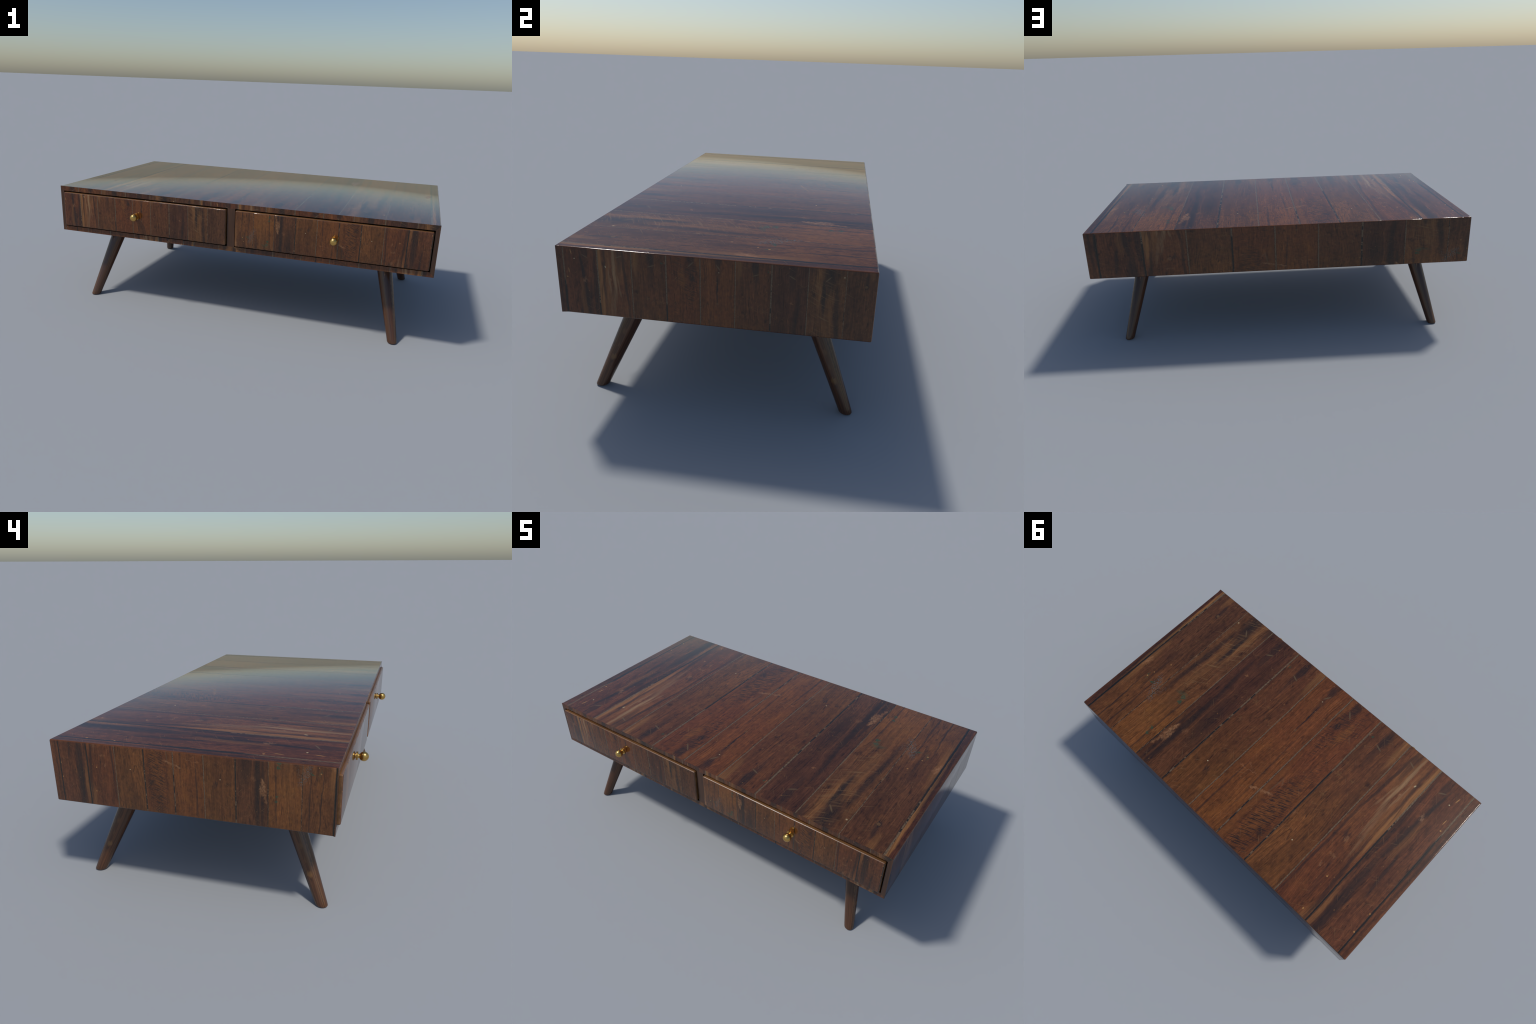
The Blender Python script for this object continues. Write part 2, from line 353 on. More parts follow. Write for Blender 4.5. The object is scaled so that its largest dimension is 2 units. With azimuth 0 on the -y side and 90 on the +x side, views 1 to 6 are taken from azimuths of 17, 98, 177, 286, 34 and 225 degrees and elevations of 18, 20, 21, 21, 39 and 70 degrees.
    dots = N.spots(P0, (((0.222, 0.324), (0.222, 0.328), 0.0034, 0.9, 0.35), ((-0.414, 0.322), (-0.414, 0.326), 0.0034, 0.9, 0.35),
                        ((-0.884, -0.389), (-0.884, -0.384), 0.0036, 0.9, 0.35), ((-0.690, -0.35), (-0.686, -0.336), 0.0034, 0.8, 0.4),
                        ((0.741, -0.42), (0.741, -0.416), 0.004, 0.6, 0.5), ((0.012, -0.375), (0.012, -0.373), 0.003, 0.6, 0.5)))
    col = N.mix(dots, col, C(.450, .360, .270))

    # --- everyday wear: fine scratches in two directions, small dents and specks
    for ang, zz, thr, amt in ((0.55, 2.0, 0.69, 0.42), (2.3, 6.0, 0.70, 0.42)):
        u1 = N.m("ADD", N.m("MULTIPLY", s, math.cos(ang)), N.m("MULTIPLY", v, math.sin(ang)))
        u2 = N.m("SUBTRACT", N.m("MULTIPLY", v, math.cos(ang)), N.m("MULTIPLY", s, math.sin(ang)))
        sc = N.noise(N.xyz(N.m("MULTIPLY", u1, 9.0), N.m("MULTIPLY", u2, 240.0), zz), 1.0, 1.0)
        col = N.mix(N.m("MULTIPLY", N.rng(sc, thr, thr + 0.06), amt), col, C(.200, .110, .058))
    vor = N.add("ShaderNodeTexVoronoi", feature="F1")
    N.put(vor.inputs["Vector"], N.xyz(N.m("MULTIPLY", s, 30.0), N.m("MULTIPLY", v, 22.0), 0.0))
    vor.inputs["Scale"].default_value = 1.0
    pick = N.sep(vor.outputs["Color"])
    tick = N.m("MULTIPLY", N.rng(vor.outputs["Distance"], 0.05, 0.13, 1.0, 0.0), N.m("GREATER_THAN", pick[0], 0.72))
    col = N.mix(N.m("MULTIPLY", tick, 0.55), col, C(.220, .098, .042))
    scuff = N.noise(N.xyz(N.m("MULTIPLY", s, 95.0), N.m("MULTIPLY", v, 60.0), 11.0), 1.0, 2.0, 0.7)
    scuff = N.m("MULTIPLY", N.rng(scuff, 0.66, 0.76), N.rng(rub, 0.50, 0.64))
    col = N.mix(N.m("MULTIPLY", scuff, 0.55), col, C(.240, .110, .048))

    # --- the joints: grey filler, broken out to a black gap in places
    wob = N.noise(N.xyz(N.m("MULTIPLY", seed, 7.0), N.m("MULTIPLY", v, 6.0), 2.0), 1.0, 5.0, 0.65)
    sw = N.m("ADD", s, N.m("MULTIPLY_ADD", wob, 0.0090, -0.0045))
    jag = N.noise(N.xyz(N.m("MULTIPLY", s, 12.0), N.m("MULTIPLY", v, 75.0), 8.0), 1.0, 2.0, 0.6)
    jag = N.m("MULTIPLY_ADD", jag, 0.0040, -0.0018)
    joint, frac, painted_shadow = None, None, None
    for c, hw, v0, v1, amt in JOINTS:
        d = N.m("ABSOLUTE", N.m("SUBTRACT", sw, c))
        dj = N.m("ADD", d, jag)
        mk = N.rng(dj, hw * 0.80, hw * 1.22, 1.0, 0.0)
        sh = N.m("MULTIPLY", N.rng(dj, hw * 1.35, hw * 1.35 + 0.0035, 1.0, 0.0), N.m("LESS_THAN", sw, c))  # thin shadow line painted into the colour along one side of the joint
        painted_shadow = sh if painted_shadow is None else N.m("MAXIMUM", painted_shadow, sh)
        fr = N.m("MULTIPLY", mk, N.rng(v, v0, v1, 0.05, amt))
        joint = mk if joint is None else N.m("MAXIMUM", joint, mk)
        frac = fr if frac is None else N.m("MAXIMUM", frac, fr)
    chip = N.noise(N.xyz(N.m("MULTIPLY", seed, 9.0), N.m("MULTIPLY", v, 19.0), 0.0), 1.0, 3.0, 0.6)
    chip = N.rng(chip, 0.25, 0.75)
    gap = N.rng(N.m("SUBTRACT", frac, chip), -0.04, 0.04)
    fine = N.noise(N.xyz(N.m("MULTIPLY", s, 260.0), N.m("MULTIPLY", v, 90.0), 0.0), 1.0, 3.0, 0.7)
    fill = N.mix(N.rng(fine, 0.32, 0.66), C(.054, .036, .030), C(.190, .126, .092))
    fill = N.mix(gap, fill, C(.010, .0095, .0095))
    col = N.mix(N.m("MULTIPLY", painted_shadow, N.rng(jag, -0.0006, 0.0008, 0.15, 0.75)), col, C(.018, .0125, .0115))
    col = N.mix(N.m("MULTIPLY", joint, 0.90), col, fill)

    out = g.nodes.new("NodeGroupOutput")
    N.put(out.inputs["Color"], col)
    h = N.m("ADD", N.m("MULTIPLY", fibre, 0.35), N.m("MULTIPLY", mott, 0.5))
    h = N.m("SUBTRACT", h, N.m("MULTIPLY", tear, 0.4))
    N.put(out.inputs["Height"], h)
    N.put(out.inputs["Dull"], N.m("MULTIPLY", bare, 0.3))
    return g


BOARDS = board_group()
ROUGH, BUMP = 0.10, 0.008


def board_material(name, s_axis, ks, cs, v_axis, kv, cv, wrap=False, worn=True):
    """Boards laid with s = ks*axis + cs across and v = kv*axis + cv along."""
    mat = bpy.data.materials.new(name)
    mat.use_nodes = True
    t = mat.node_tree
    N = Nodes(t)
    bsdf = t.nodes["Principled BSDF"]
    pos = N.sep(N.add("ShaderNodeTexCoord").outputs["Object"])
    s = N.m("MULTIPLY_ADD", pos["xyz".index(s_axis)], ks, cs)
    if wrap:
        s = N.m("WRAP", s, 1.0, -1.0)
    v = N.m("MULTIPLY_ADD", pos["xyz".index(v_axis)], kv, cv)
    grp = N.add("ShaderNodeGroup")
    grp.node_tree = BOARDS
    N.put(grp.inputs[0], N.xyz(s, v, 0.0))
    col = grp.outputs["Color"]
    if worn:  # the rounded arrises are rubbed to a redder brown
        n = N.sep(N.vm("ABSOLUTE", N.add("ShaderNodeNewGeometry").outputs["Normal"]))
        flat = N.m("MAXIMUM", N.m("MAXIMUM", n[0], n[1]), n[2])
        edge = N.rng(flat, 0.86, 0.985, 0.65, 0.0)
        tcn = N.noise(N.add("ShaderNodeTexCoord").outputs["Object"], 18.0, 4.0, 0.6)
        col = N.mix(N.m("MULTIPLY", edge, N.rng(tcn, 0.35, 0.65, 0.5, 1.0)), col, C(.120, .043, .019))
    N.put(bsdf.inputs["Base Color"], col)
    N.put(bsdf.inputs["Roughness"], N.m("MULTIPLY_ADD", grp.outputs["Dull"], 0.45, ROUGH))
    bump = N.add("ShaderNodeBump")
    bump.inputs["Strength"].default_value = BUMP
    bump.inputs["Distance"].default_value = 0.001
    N.put(bump.inputs["Height"], grp.outputs["Height"])
    N.put(bsdf.inputs["Normal"], bump.outputs[0])
    return mat


def plain_wood(name, base, axis_scale, rough=0.30):
    """Quiet brown timber with grain stretched along one axis."""
    mat = bpy.data.materials.new(name)
    mat.use_nodes = True
    t = mat.node_tree
    N = Nodes(t)
    bsdf = t.nodes["Principled BSDF"]
    P = N.vm("MULTIPLY", N.add("ShaderNodeTexCoord").outputs["Object"], axis_scale)
    a = N.noise(P, 1.0, 4.0, 0.6, 0.4)
    b = N.noise(P, 4.0, 2.0, 0.6)
    k = N.m("MULTIPLY", N.rng(a, 0.3, 0.7, 0.62, 1.35), N.rng(b, 0.3, 0.7, 0.8, 1.2))
    col = N.vm("SCALE", base, scale=k)
    N.put(bsdf.inputs["Base Color"], col)
    bsdf.inputs["Roughness"].default_value = rough
    return mat


def leg_material(lean):
    mat = bpy.data.materials.new("leg_timber")
    mat.use_nodes = True
    t = mat.node_tree
    N = Nodes(t)
    bsdf = t.nodes["Principled BSDF"]
    x, y, z = N.sep(N.add("ShaderNodeTexCoord").outputs["Object"])
    xl = N.m("SUBTRACT", x, N.m("MULTIPLY", z, -lean))       # undo the lean: leg leans towards -x going up
    th = N.m("ARCTAN2", y, xl)
    wob = N.noise(N.xyz(N.m("MULTIPLY", x, 20.0), N.m("MULTIPLY", y, 20.0), N.m("MULTIPLY", z, 5.0)), 1.0, 2.0)
    ths = N.m("ADD", th, N.m("MULTIPLY_ADD", wob, 0.5, -0.25))
    cx, sy = N.m("COSINE", ths), N.m("SINE", ths)
    broad = N.noise(N.xyz(N.m("MULTIPLY", cx, 1.4), N.m("MULTIPLY", sy, 1.4), N.m("MULTIPLY", z, 3.2)), 1.0, 3.0, 0.55)
    strk = N.noise(N.xyz(N.m("MULTIPLY", cx, 5.5), N.m("MULTIPLY", sy, 5.5), N.m("MULTIPLY", z, 3.0)), 1.0, 3.0, 0.6)
    fine = N.noise(N.xyz(N.m("MULTIPLY", cx, 20.0), N.m("MULTIPLY", sy, 20.0), N.m("MULTIPLY", z, 14.0)), 1.0, 3.0, 0.65)
    col = N.ramp(broad, ((0.28, C(.058, .026, .019)), (0.50, C(.076, .032, .021)), (0.72, C(.102, .041, .023))))
    k = N.m("MULTIPLY", N.rng(strk, 0.3, 0.7, 0.62, 1.38), N.rng(fine, 0.3, 0.7, 0.8, 1.22))
    col = N.vm("SCALE", col, scale=k)
    T = N.xyz(th, N.m("MULTIPLY", z, 10.0), 1.0)
    ragged = N.vm("ADD", T, N.vm("SCALE", N.vm("SUBTRACT", N.noise(N.xyz(N.m("MULTIPLY", x, 150.0), N.m("MULTIPLY", y, 150.0), N.m("MULTIPLY", z, 60.0)), 1.0, 2.0, 0.6, colour=True), (0.5, 0.5, 0.5)), scale=0.30))
    ragged = N.vm("MULTIPLY_ADD", ragged, (1, 1, 0), (0, 0, 1))
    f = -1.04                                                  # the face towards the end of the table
    marks = N.spots(ragged, (
        ((f - 0.30, 1.24), (f + 0.30, 1.30), 0.10, 0.70, 0.6), ((f - 0.1, 1.75), (f + 0.1, 1.80), 0.07, 0.25, 0.8),
        ((f - 0.1, 2.30), (f + 0.2, 2.36), 0.09, 0.28, 0.8),
        ((0.62, 3.05), (0.30, 3.48), 0.030, 0.75, 0.5), ((f + 0.55, 0.3), (f + 0.55, 3.8), 0.06, 0.22, 0.7),
        ((f + 0.82, 0.1), (f + 0.80, 3.9), 0.05, 0.35, 0.6)))
    col = N.mix(marks, col, C(.200, .100, .046))
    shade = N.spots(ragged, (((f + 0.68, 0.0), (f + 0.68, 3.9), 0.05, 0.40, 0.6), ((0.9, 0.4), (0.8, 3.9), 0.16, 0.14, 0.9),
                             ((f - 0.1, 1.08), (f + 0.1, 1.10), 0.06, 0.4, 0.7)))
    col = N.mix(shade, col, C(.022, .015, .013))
    N.put(bsdf.inputs["Base Color"], col)
    bsdf.inputs["Roughness"].default_value = 0.20
    return mat


def brass():
    mat = bpy.data.materials.new("brass")
    mat.use_nodes = True
    N = Nodes(mat.node_tree)
    b = mat.node_tree.nodes["Principled BSDF"]
    n = N.noise(N.add("ShaderNodeTexCoord").outputs["Object"], 90.0, 3.0, 0.6)
    N.put(b.inputs["Base Color"], N.mix(N.rng(n, 0.35, 0.65), (0.58, 0.350, 0.100), (0.65, 0.405, 0.125)))
    b.inputs["Metallic"].default_value = 1.0
    N.put(b.inputs["Roughness"], N.rng(n, 0.3, 0.7, 0.25, 0.32))
    return mat


# ------------------------------------------------------------------ mesh helpers
COLL = bpy.context.scene.collection


def new_object(name, mesh, parent, mat=None, loc=None):
    ob = bpy.data.objects.new(name, mesh)
    COLL.objects.link(ob)
    ob.parent = parent
    if loc is not None:
        ob.location = loc
    if mat is not None and mesh is not None and not mesh.materials:
        mesh.materials.append(mat)
    return ob


def bm_to_mesh(bm, name, sharp=18.0):
    bmesh.ops.recalc_face_normals(bm, faces=bm.faces)
    me = bpy.data.meshes.new(name)
    bm.to_mesh(me)
    bm.free()
    me.shade_smooth()
    me.set_sharp_from_angle(angle=math.radians(sharp))
    return me


class RoundedBox:
    """A box with rounded arrises; soft(y) may let the radius die out towards the front."""

    def __init__(self, lo, hi, r, rfun=None, rounds=(1, 1, 1, 1, 1, 1), steps=4):
        self.lo, self.hi, self.r, self.rounds = Vector(lo), Vector(hi), r, rounds
        self.rfun = rfun or (lambda y: r)
        self.steps = steps

    def coords(self, ax, extra=()):
        a, b, r, n = self.lo[ax], self.hi[ax], self.r, self.steps
        c = [a, b, *extra]
        off = [r * (1 - math.tan(math.pi / 4 * k / n)) for k in range(n)]
        # (the extra row just inside the rounding keeps the flat part optically flat)
        if self.rounds[ax * 2]:
            c += [a + o for o in off] + [a + r, a + r + 0.0006]
        if self.rounds[ax * 2 + 1]:
            c += [b - o for o in off] + [b - r, b - r - 0.0006]
        return sorted(set(round(x, 6) for x in c))

    def point(self, p, face_n):
        r = self.rfun(p.y)
        q = p.copy()
        for i in range(3):
            if self.rounds[i * 2]:
                q[i] = max(q[i], self.lo[i] + r)
            if self.rounds[i * 2 + 1]:
                q[i] = min(q[i], self.hi[i] - r)
        d = p - q
        if d.length < 1e-7:
            return p.copy(), face_n.copy()
        d.normalize()
        return q + d * r, d

    def slab(self, ax, sign, u_ax, w_ax, u0, u1, cut0, cut1, thick, w_extra=(), drop=0.00010, inset=0.0):
        """A closed board on face (ax, sign) between u0 and u1; cut ends get a small chamfer."""
        fn = Vector((0, 0, 0))
        fn[ax] = sign
        e = min(0.0006, (u1 - u0) / 6)
        us = [x for x in self.coords(u_ax) if u0 + 1e-5 < x < u1 - 1e-5] + [u0, u1]
        if cut0:
            us.append(u0 + e)
        if cut1:
            us.append(u1 - e)
        us = sorted(set(us))
        ws = self.coords(w_ax, w_extra)
        bm = bmesh.new()
        top, bot = [], []
        for u in us:
            rt, rb = [], []
            for w in ws:
                p = Vector((0, 0, 0))
                p[ax] = self.hi[ax] if sign > 0 else self.lo[ax]
                p[u_ax], p[w_ax] = u, w
                o, n = self.point(p, fn)
                dn = inset + (drop if (cut0 and u == u0) or (cut1 and u == u1) else 0.0)
                rt.append(bm.verts.new(o - n * dn))
                rb.append(bm.verts.new(o - n * (thick + inset)))
            top.append(rt)
            bot.append(rb)
        nu, nw = len(us), len(ws)
        for i in range(nu - 1):
            for j in range(nw - 1):
                bm.faces.new((top[i][j], top[i + 1][j], top[i + 1][j + 1], top[i][j + 1]))
                bm.faces.new((bot[i][j], bot[i][j + 1], bot[i + 1][j + 1], bot[i + 1][j]))
        for i in range(nu - 1):
            for j in (0, nw - 1):
                bm.faces.new((top[i][j], top[i + 1][j], bot[i + 1][j], bot[i][j]))
        for j in range(nw - 1):
            for i in (0, nu - 1):
                bm.faces.new((top[i][j], top[i][j + 1], bot[i][j + 1], bot[i][j]))
        return bm


def soften(me, ax, sign, lean_fun):
    """Bend the shading normals of the flat show face outwards towards its arrises, as one big smooth-shaded face does."""
    fn = Vector((0, 0, 0))
    fn[ax] = sign
    normals = [Vector(n.vector) for n in me.corner_normals]
    for poly in me.polygons:
        if poly.normal.dot(fn) > 0.975:
            for li in poly.loop_indices:
                normals[li] = (fn + Vector(lean_fun(me.vertices[me.loops[li].vertex_index].co))).normalized()
    me.normals_split_custom_set(normals)


def box_bm(lo, hi):
    bm = bmesh.new()
    bmesh.ops.create_cube(bm, size=1.0)
    for vtx in bm.verts:
        vtx.co = Vector([lo[i] + (vtx.co[i] + 0.5) * (hi[i] - lo[i]) for i in range(3)])
    return bm


def clad(box, parent, mat, ax, sign, u_ax, w_ax, ks, cs, thick=PLANK_T, w_extra=(), inset_filler=0.00012, lean_fun=None):
    """Cover one face of a rounded box with boards whose joints fall where s = ks*u + cs meets JOINTS."""
    lo, hi = box.lo[u_ax], box.hi[u_ax]
    cuts = sorted(((j[0] - cs) / ks, j[1] / abs(ks)) for j in JOINTS)
    cuts = [(c, h * 0.62) for c, h in cuts if lo + 0.004 < c < hi - 0.004]
    edges = [(lo, 0.0)] + cuts + [(hi, 0.0)]
    for i in range(len(edges) - 1):
        (a, ha), (b, hb) = edges[i], edges[i + 1]
        bm = box.slab(ax, sign, u_ax, w_ax, a + ha, b - hb, i > 0, i < len(edges) - 2, thick, w_extra)
        me = bm_to_mesh(bm, "plank")
        if lean_fun:
            soften(me, ax, sign, lean_fun)
        new_object("plank", me, parent, mat)
    if cuts:
        fill = bmesh.new()
        for c, h in cuts:
            bm = box.slab(ax, sign, u_ax, w_ax, c - h - 0.0003, c + h + 0.0003, False, False, thick * 0.6, (), 0.0, inset_filler)
            tmp = bpy.data.meshes.new("tmp")
            bm.to_mesh(tmp)
            bm.free()
            fill.from_mesh(tmp)
            bpy.data.meshes.remove(tmp)
        me = bm_to_mesh(fill, "joint_filler")
        if lean_fun:
            soften(me, ax, sign, lean_fun)
        ob = new_object("joint_filler", me, parent, mat)
        ob["kind"] = "stuff"


# ------------------------------------------------------------------ materials
LAY = {  # s = ks*u + cs across the boards, v = kv*w + cv along them
    "top": ("x", 1.0, 0.0, "y", 1.0, 0.0),
    "left": ("y", -1.834, -0.954 + 0.536 * 1.834, "z", -2.05, 0.325 + 0.549 * 2.05),
    "right": ("y", 1.777, -0.954 + 0.487 * 1.777, "z", -2.07, -0.113 + 0.462 * 2.07),
    "back": ("x", -0.935, -0.954 + 0.9425 * 0.935, "z", -2.07, 0.235 + 0.427 * 2.07),
    "drawer_l": ("x", 1.998, -0.737 + 0.870 * 1.998, "z", -2.07, -0.343 + 0.59 * 2.07),
    "drawer_r": ("x", -2.009, 0.539 + 0.2295 * 2.009, "z", 2.05, 0.227 - 0.482 * 2.05),
}
MAT = {k: board_material("boards_" + k, *a, worn=k not in ("drawer_l", "drawer_r")) for k, a in LAY.items()}
MAT["rail_top"] = board_material("boards_rail_top", "x", 1.476, -0.524 - 0.181 * 1.476, "z", -2.0, -0.46 + 0.6347 * 2.0, wrap=True, worn=False)
MAT["rail_low"] = board_material("boards_rail_low", "x", -1.476, -0.737 + 0.945 * 1.476, "z", 2.0, -0.20 - 0.411 * 2.0, wrap=True, worn=False)
MAT["under"] = board_material("boards_under", "x", 1.0, 0.0, "y", -1.0, 0.0, worn=False)
MAT["stile"] = plain_wood("stile_timber", C(.072, .031, .019), (60.0, 60.0, 3.0))
MAT["drawer_side"] = plain_wood("drawer_timber", C(.150, .070, .036), (3.0, 30.0, 30.0), 0.28)
MAT["carcass"] = plain_wood("carcass_timber", C(.040, .020, .012), (3.0, 40.0, 40.0), 0.5)
MAT["brass"] = brass()

# ------------------------------------------------------------------ the table
root = bpy.data.objects.new("coffee_table", None)
COLL.objects.link(root)
root.empty_display_size = 0.2
root["label"] = "low dark reclaimed wood coffee table, two drawers, brass knobs, splayed legs"
root["category"] = "coffee table"

PLATE = 0.0015                     # the front frame shows this much of its edge outside the cladding
YC = YF + PLATE


def dying_radius(y):
    t = min(1.0, max(0.0, (y - YC) / 0.011))
    return R_EDGE * t * t * (3 - 2 * t)


case = RoundedBox((X0, YC, ZB), (X1, YB, ZT), R_EDGE, dying_radius, (1, 1, 0, 1, 1, 1))
front_rows = tuple(YC + 0.011 * k / 5 for k in range(1, 6))
IN = 0.0052

# outward lean of the shading normals on each show face (none at the square front)
def rear(y):
    return (y - YF) / (YB - YF)


def updown(z):
    return (2 * z - ZT - ZB) / (ZT - ZB)


LEAN = {
    "top": lambda p: (p.x * (0.097 + 0.034 * rear(p.y)), 0.118 * rear(p.y), 0),
    "left": lambda p: (0, 0.118 * rear(p.y), 0.11 * updown(p.z)),
    "right": lambda p: (0, 0.118 * rear(p.y), 0.11 * updown(p.z)),
    "back": lambda p: (0.12 * p.x, 0, 0.11 * updown(p.z)),
}


def panel(name, face, ax, sign, u_ax, w_ax, w_extra=()):
    """A clad panel: a backing board that carries its planks."""
    lo, hi = [X0 + 0.012, YF + 0.022, ZB + 0.012], [X1 - 0.012, YB - 0.012, ZT - 0.012]
    if sign > 0:
        lo[ax], hi[ax] = hi[ax] - 0.006, hi[ax] + 0.0072
    else:
        lo[ax], hi[ax] = lo[ax] - 0.0072, lo[ax] + 0.006
    back = new_object(name, bm_to_mesh(box_bm(lo, hi), name), root, MAT["carcass"])
    a = LAY[face]
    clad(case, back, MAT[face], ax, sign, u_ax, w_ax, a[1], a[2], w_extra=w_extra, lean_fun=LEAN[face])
    return back


panel("tabletop", "top", 2, 1, 0, 1, front_rows)
panel("end_panel", "left", 0, -1, 1, 2)
panel("end_panel", "right", 0, 1, 1, 2)
panel("back_panel", "back", 1, 1, 0, 2)
bottom = new_object("bottom_panel", bm_to_mesh(box_bm((X0 + 0.012, YF + 0.022, ZB + 0.0048), (X1 - 0.012, YB - 0.012, ZB + 0.018)), "bottom_panel"), root, MAT["carcass"])
new_object("underside_board", bm_to_mesh(case.slab(2, -1, 0, 1, X0, X1, False, False, PLANK_T, front_rows), "underside_board"), bottom, MAT["under"])


# ------------------------------------------------------------------ front frame: mitred rails and stiles, one mullion
def frame_piece(name, poly, outer, mat):
    """poly: corners in xz; outer: indices on the outside of the case, stepped in behind the show face."""
    cx = Vector((0.0, 0.0, (ZB + ZT) / 2))
    bm = bmesh.new()
    rings = []
    for y, stepped in ((YF, 0), (YC, 0), (YC, 1), (YB - 0.030, 1)):
        ring = []
        for i, (x, z) in enumerate(poly):
            if stepped and i in outer:
                x -= math.copysign(0.0062, x) if abs(x) > 0.5 else 0.0
                z -= math.copysign(0.0062, z - cx.z)
            ring.append(bm.verts.new((x, y, z)))
        rings.append(ring)
    n = len(poly)
    for a, b in zip(rings, rings[1:]):
        for i in range(n):
            j = (i + 1) % n
            try:
                bm.faces.new((a[i], a[j], b[j], b[i]))
            except ValueError:
                pass
    bm.faces.new(rings[0])
    bm.faces.new(rings[-1][::-1])
    return new_object(name, bm_to_mesh(bm, name), frame, mat)


(lx0, lx1), (rx0, rx1) = OPEN_X
frame = bpy.data.objects.new("front_frame", None)
COLL.objects.link(frame)
frame.parent = root
frame.empty_display_size = 0.1
frame_piece("rail", [(X0, ZT), (X1, ZT), (rx1, OPEN_Z1), (lx0, OPEN_Z1)], (0, 1), MAT["rail_top"])
frame_piece("rail", [(X1, ZB), (X0, ZB), (lx0, OPEN_Z0), (rx1, OPEN_Z0)], (0, 1), MAT["rail_low"])
frame_piece("stile", [(X0, ZB), (X0, ZT), (lx0, OPEN_Z1), (lx0, OPEN_Z0)], (0, 1), MAT["stile"])
frame_piece("stile", [(X1, ZT), (X1, ZB), (rx1, OPEN_Z0), (rx1, OPEN_Z1)], (0, 1), MAT["stile"])
frame_piece("stile", [(lx1, OPEN_Z0), (lx1, OPEN_Z1), (rx0, OPEN_Z1), (rx0, OPEN_Z0)], (), MAT["stile"])


# ------------------------------------------------------------------ drawers and knobs
def turned(profile, name, segs=40):
    """Revolve (distance along -y, radius) about the y axis."""
    bm = bmesh.new()
    rings = []
    for d, r in profile:
        if r < 1e-6:
            rings.append([bm.verts.new((0, -d, 0))])
        else:
            rings.append([bm.verts.new((r * math.cos(2 * math.pi * i / segs), -d, r * math.sin(2 * math.pi * i / segs))) for i in range(segs)])
    for a, b in zip(rings, rings[1:]):
        for i in range(segs):
            j = (i + 1) % segs
            if len(a) == 1:
                bm.faces.new((a[0], b[j], b[i]))
            elif len(b) == 1:
                bm.faces.new((a[i], a[j], b[0]))
            else:
                bm.faces.new((a[i], a[j], b[j], b[i]))
    return bm_to_mesh(bm, name, 32.0)


STEM = DRAWER_Y - KNOB_Y                       # from the drawer face to the centre of the ball
BALL = 0.0197
prof = [(-0.003, 0.0), (-0.003, 0.0174), (0.0044, 0.0175), (0.0045, 0.0174), (0.0045, 0.0150), (0.0045, 0.0098),
        (0.0052, 0.0094), (0.0064, 0.0092), (0.0080, 0.0092), (0.0100, 0.0091)]
a0 = math.asin(0.0091 / BALL)
prof += [(STEM - BALL * math.cos(a), BALL * math.sin(a)) for a in [a0 + (math.pi - a0) * k / 22 for k in range(23)]]
prof[-1] = (prof[-1][0], 0.0)
knob_mesh = turned(prof, "knob")

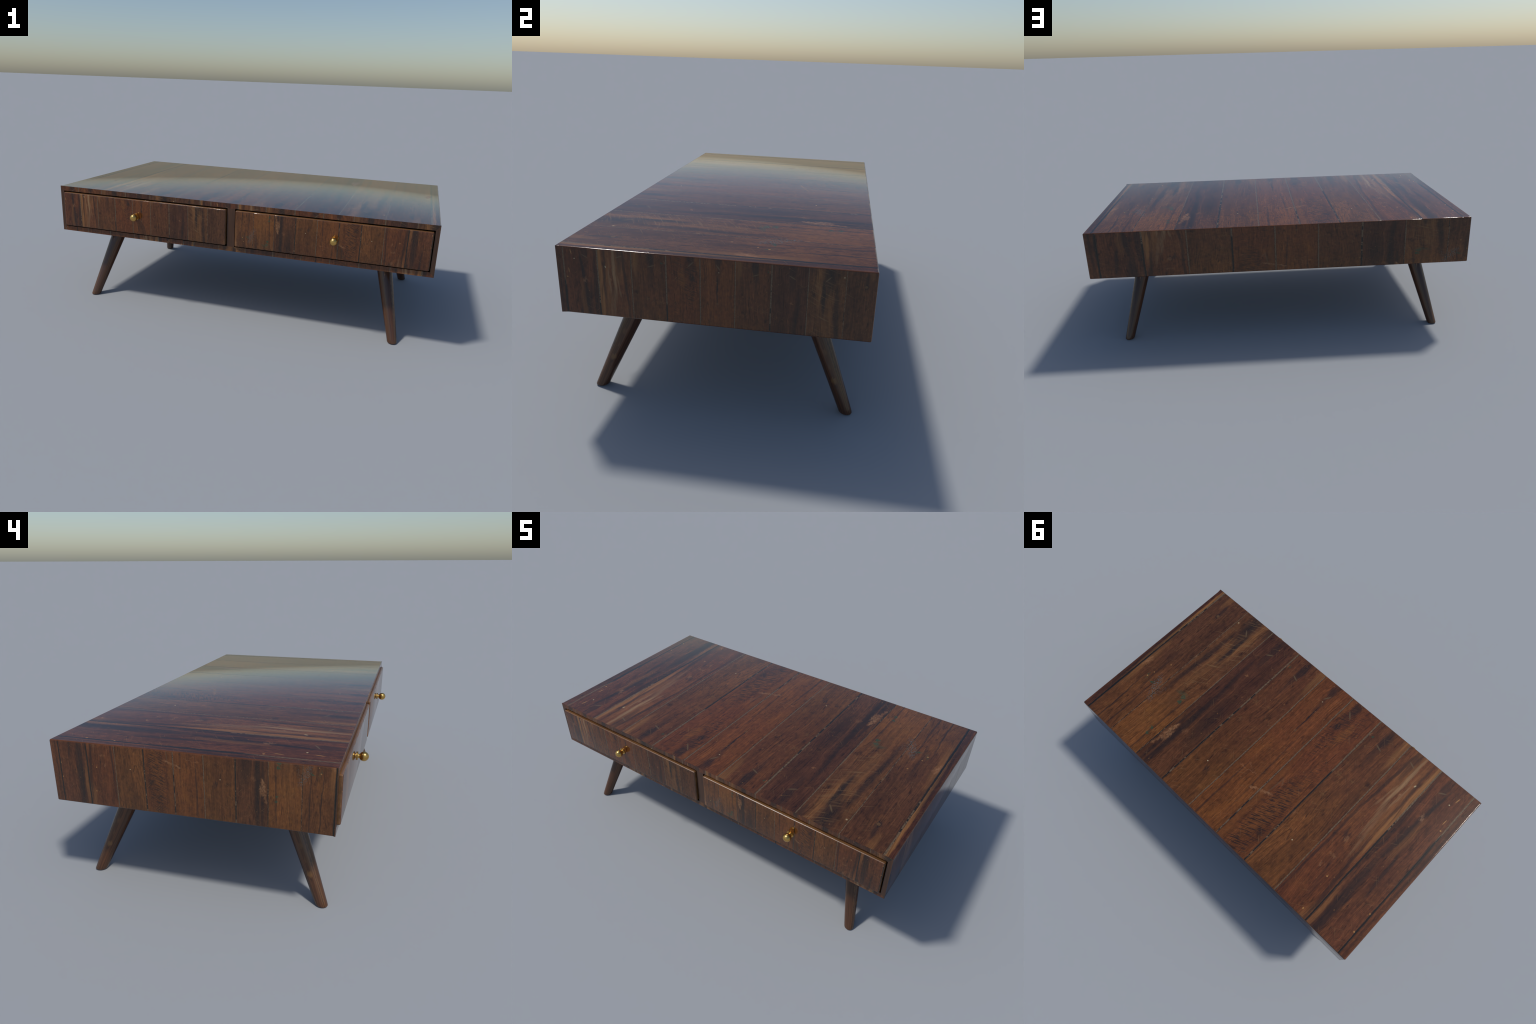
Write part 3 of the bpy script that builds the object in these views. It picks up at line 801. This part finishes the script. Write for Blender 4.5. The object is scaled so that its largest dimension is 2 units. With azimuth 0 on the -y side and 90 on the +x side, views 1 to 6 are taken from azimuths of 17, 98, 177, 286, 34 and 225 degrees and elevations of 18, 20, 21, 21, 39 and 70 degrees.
for (ox0, ox1), face, sx in ((OPEN_X[0], "drawer_l", -1), (OPEN_X[1], "drawer_r", 1)):
    lo = (ox0 + DRAWER_GAP, DRAWER_Y, OPEN_Z0 + DRAWER_GAP_Z)
    hi = (ox1 - DRAWER_GAP, DRAWER_Y + 0.026, OPEN_Z1 - DRAWER_GAP_Z)
    rb = RoundedBox(lo, hi, R_DRAWER, None, (1, 1, 1, 0, 1, 1))
    bm = bmesh.new()
    for ax, sign, u_ax, w_ax in ((0, -1, 1, 2), (0, 1, 1, 2), (2, -1, 0, 1), (2, 1, 0, 1)):
        part = rb.slab(ax, sign, u_ax, w_ax, rb.lo[u_ax], rb.hi[u_ax], False, False, 0.0045)
        tmp = bpy.data.meshes.new("tmp")
        part.to_mesh(tmp)
        part.free()
        bm.from_mesh(tmp)
        bpy.data.meshes.remove(tmp)
    inner = box_bm([q + 0.0048 for q in lo], (hi[0] - 0.0048, hi[1] - 0.002, hi[2] - 0.0048))
    tmp = bpy.data.meshes.new("tmp")
    inner.to_mesh(tmp)
    inner.free()
    bm.from_mesh(tmp)
    bpy.data.meshes.remove(tmp)
    drawer = new_object("drawer", bm_to_mesh(bm, "drawer"), root, MAT["drawer_side"])
    a = LAY[face]
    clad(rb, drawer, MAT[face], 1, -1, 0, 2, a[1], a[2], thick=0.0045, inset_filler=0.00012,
         lean_fun=lambda p: (0.10 * (2 * p.x - ox0 - ox1) / (ox1 - ox0), 0, 0.10 * (2 * p.z - OPEN_Z0 - OPEN_Z1) / (OPEN_Z1 - OPEN_Z0)))
    new_object("knob", knob_mesh, drawer, MAT["brass"], (sx * KNOB_X, DRAWER_Y, KNOB_Z))

# ------------------------------------------------------------------ legs: tapered rounds, cut level at foot and top
FOOT = Vector((0.8515, 0.4878))                # from the table centre
HEAD = Vector((0.7560, 0.3260))
CY = (YF + YB) / 2
R_FOOT, R_HEAD = 0.0238, 0.0405
H_LEG = ZB + 0.003
splay = FOOT - HEAD
lean = splay.length / ZB


def leg_mesh(mirror):
    axis = Vector((-lean, 0, 1)).normalized()
    e1 = Vector((1, 0, 0)) - axis * axis.x
    e1.normalize()
    e2 = axis.cross(e1)
    segs, rows = 48, 24
    bm = bmesh.new()
    # heights of the rings; the foot is slightly eased
    levels = [(0.0, -0.0034), (0.0006, -0.0018), (0.0020, -0.0006), (0.0044, 0.0)] + [(0.0044 + (H_LEG - 0.0044) * k / rows, 0.0) for k in range(1, rows + 1)]
    rings = []
    for z, dr in levels:
        ring = []
        for i in range(segs):
            th = 2 * math.pi * i / segs
            d = e1 * math.cos(th) + e2 * math.sin(th)
            # point of the cone in direction d at height z:  axis*t + d*r(t), solved for its z
            t = z
            for _ in range(8):
                r = R_FOOT + (R_HEAD - R_FOOT) * (t * axis.z) / ZB + dr
                t = (z - d.z * r) / axis.z
            p = axis * t + d * r
            ring.append(bm.verts.new((p.x, -p.y if mirror else p.y, p.z)))
        rings.append(ring)
    for a, b in zip(rings, rings[1:]):
        for i in range(segs):
            j = (i + 1) % segs
            bm.faces.new((a[i], a[j], b[j], b[i]))
    bm.faces.new(rings[0][::-1])
    bm.faces.new(rings[-1])
    return bm_to_mesh(bm, "leg", 40.0)


LEG = leg_mesh(False)
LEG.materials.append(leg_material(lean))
for sx in (-1, 1):
    for sy in (-1, 1):
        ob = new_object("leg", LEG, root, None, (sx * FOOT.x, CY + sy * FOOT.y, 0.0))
        ob.rotation_euler = (0, 0, math.atan2(sy * splay.y, sx * splay.x))
        if sx * sy < 0:
            ob.scale = (1, -1, 1)
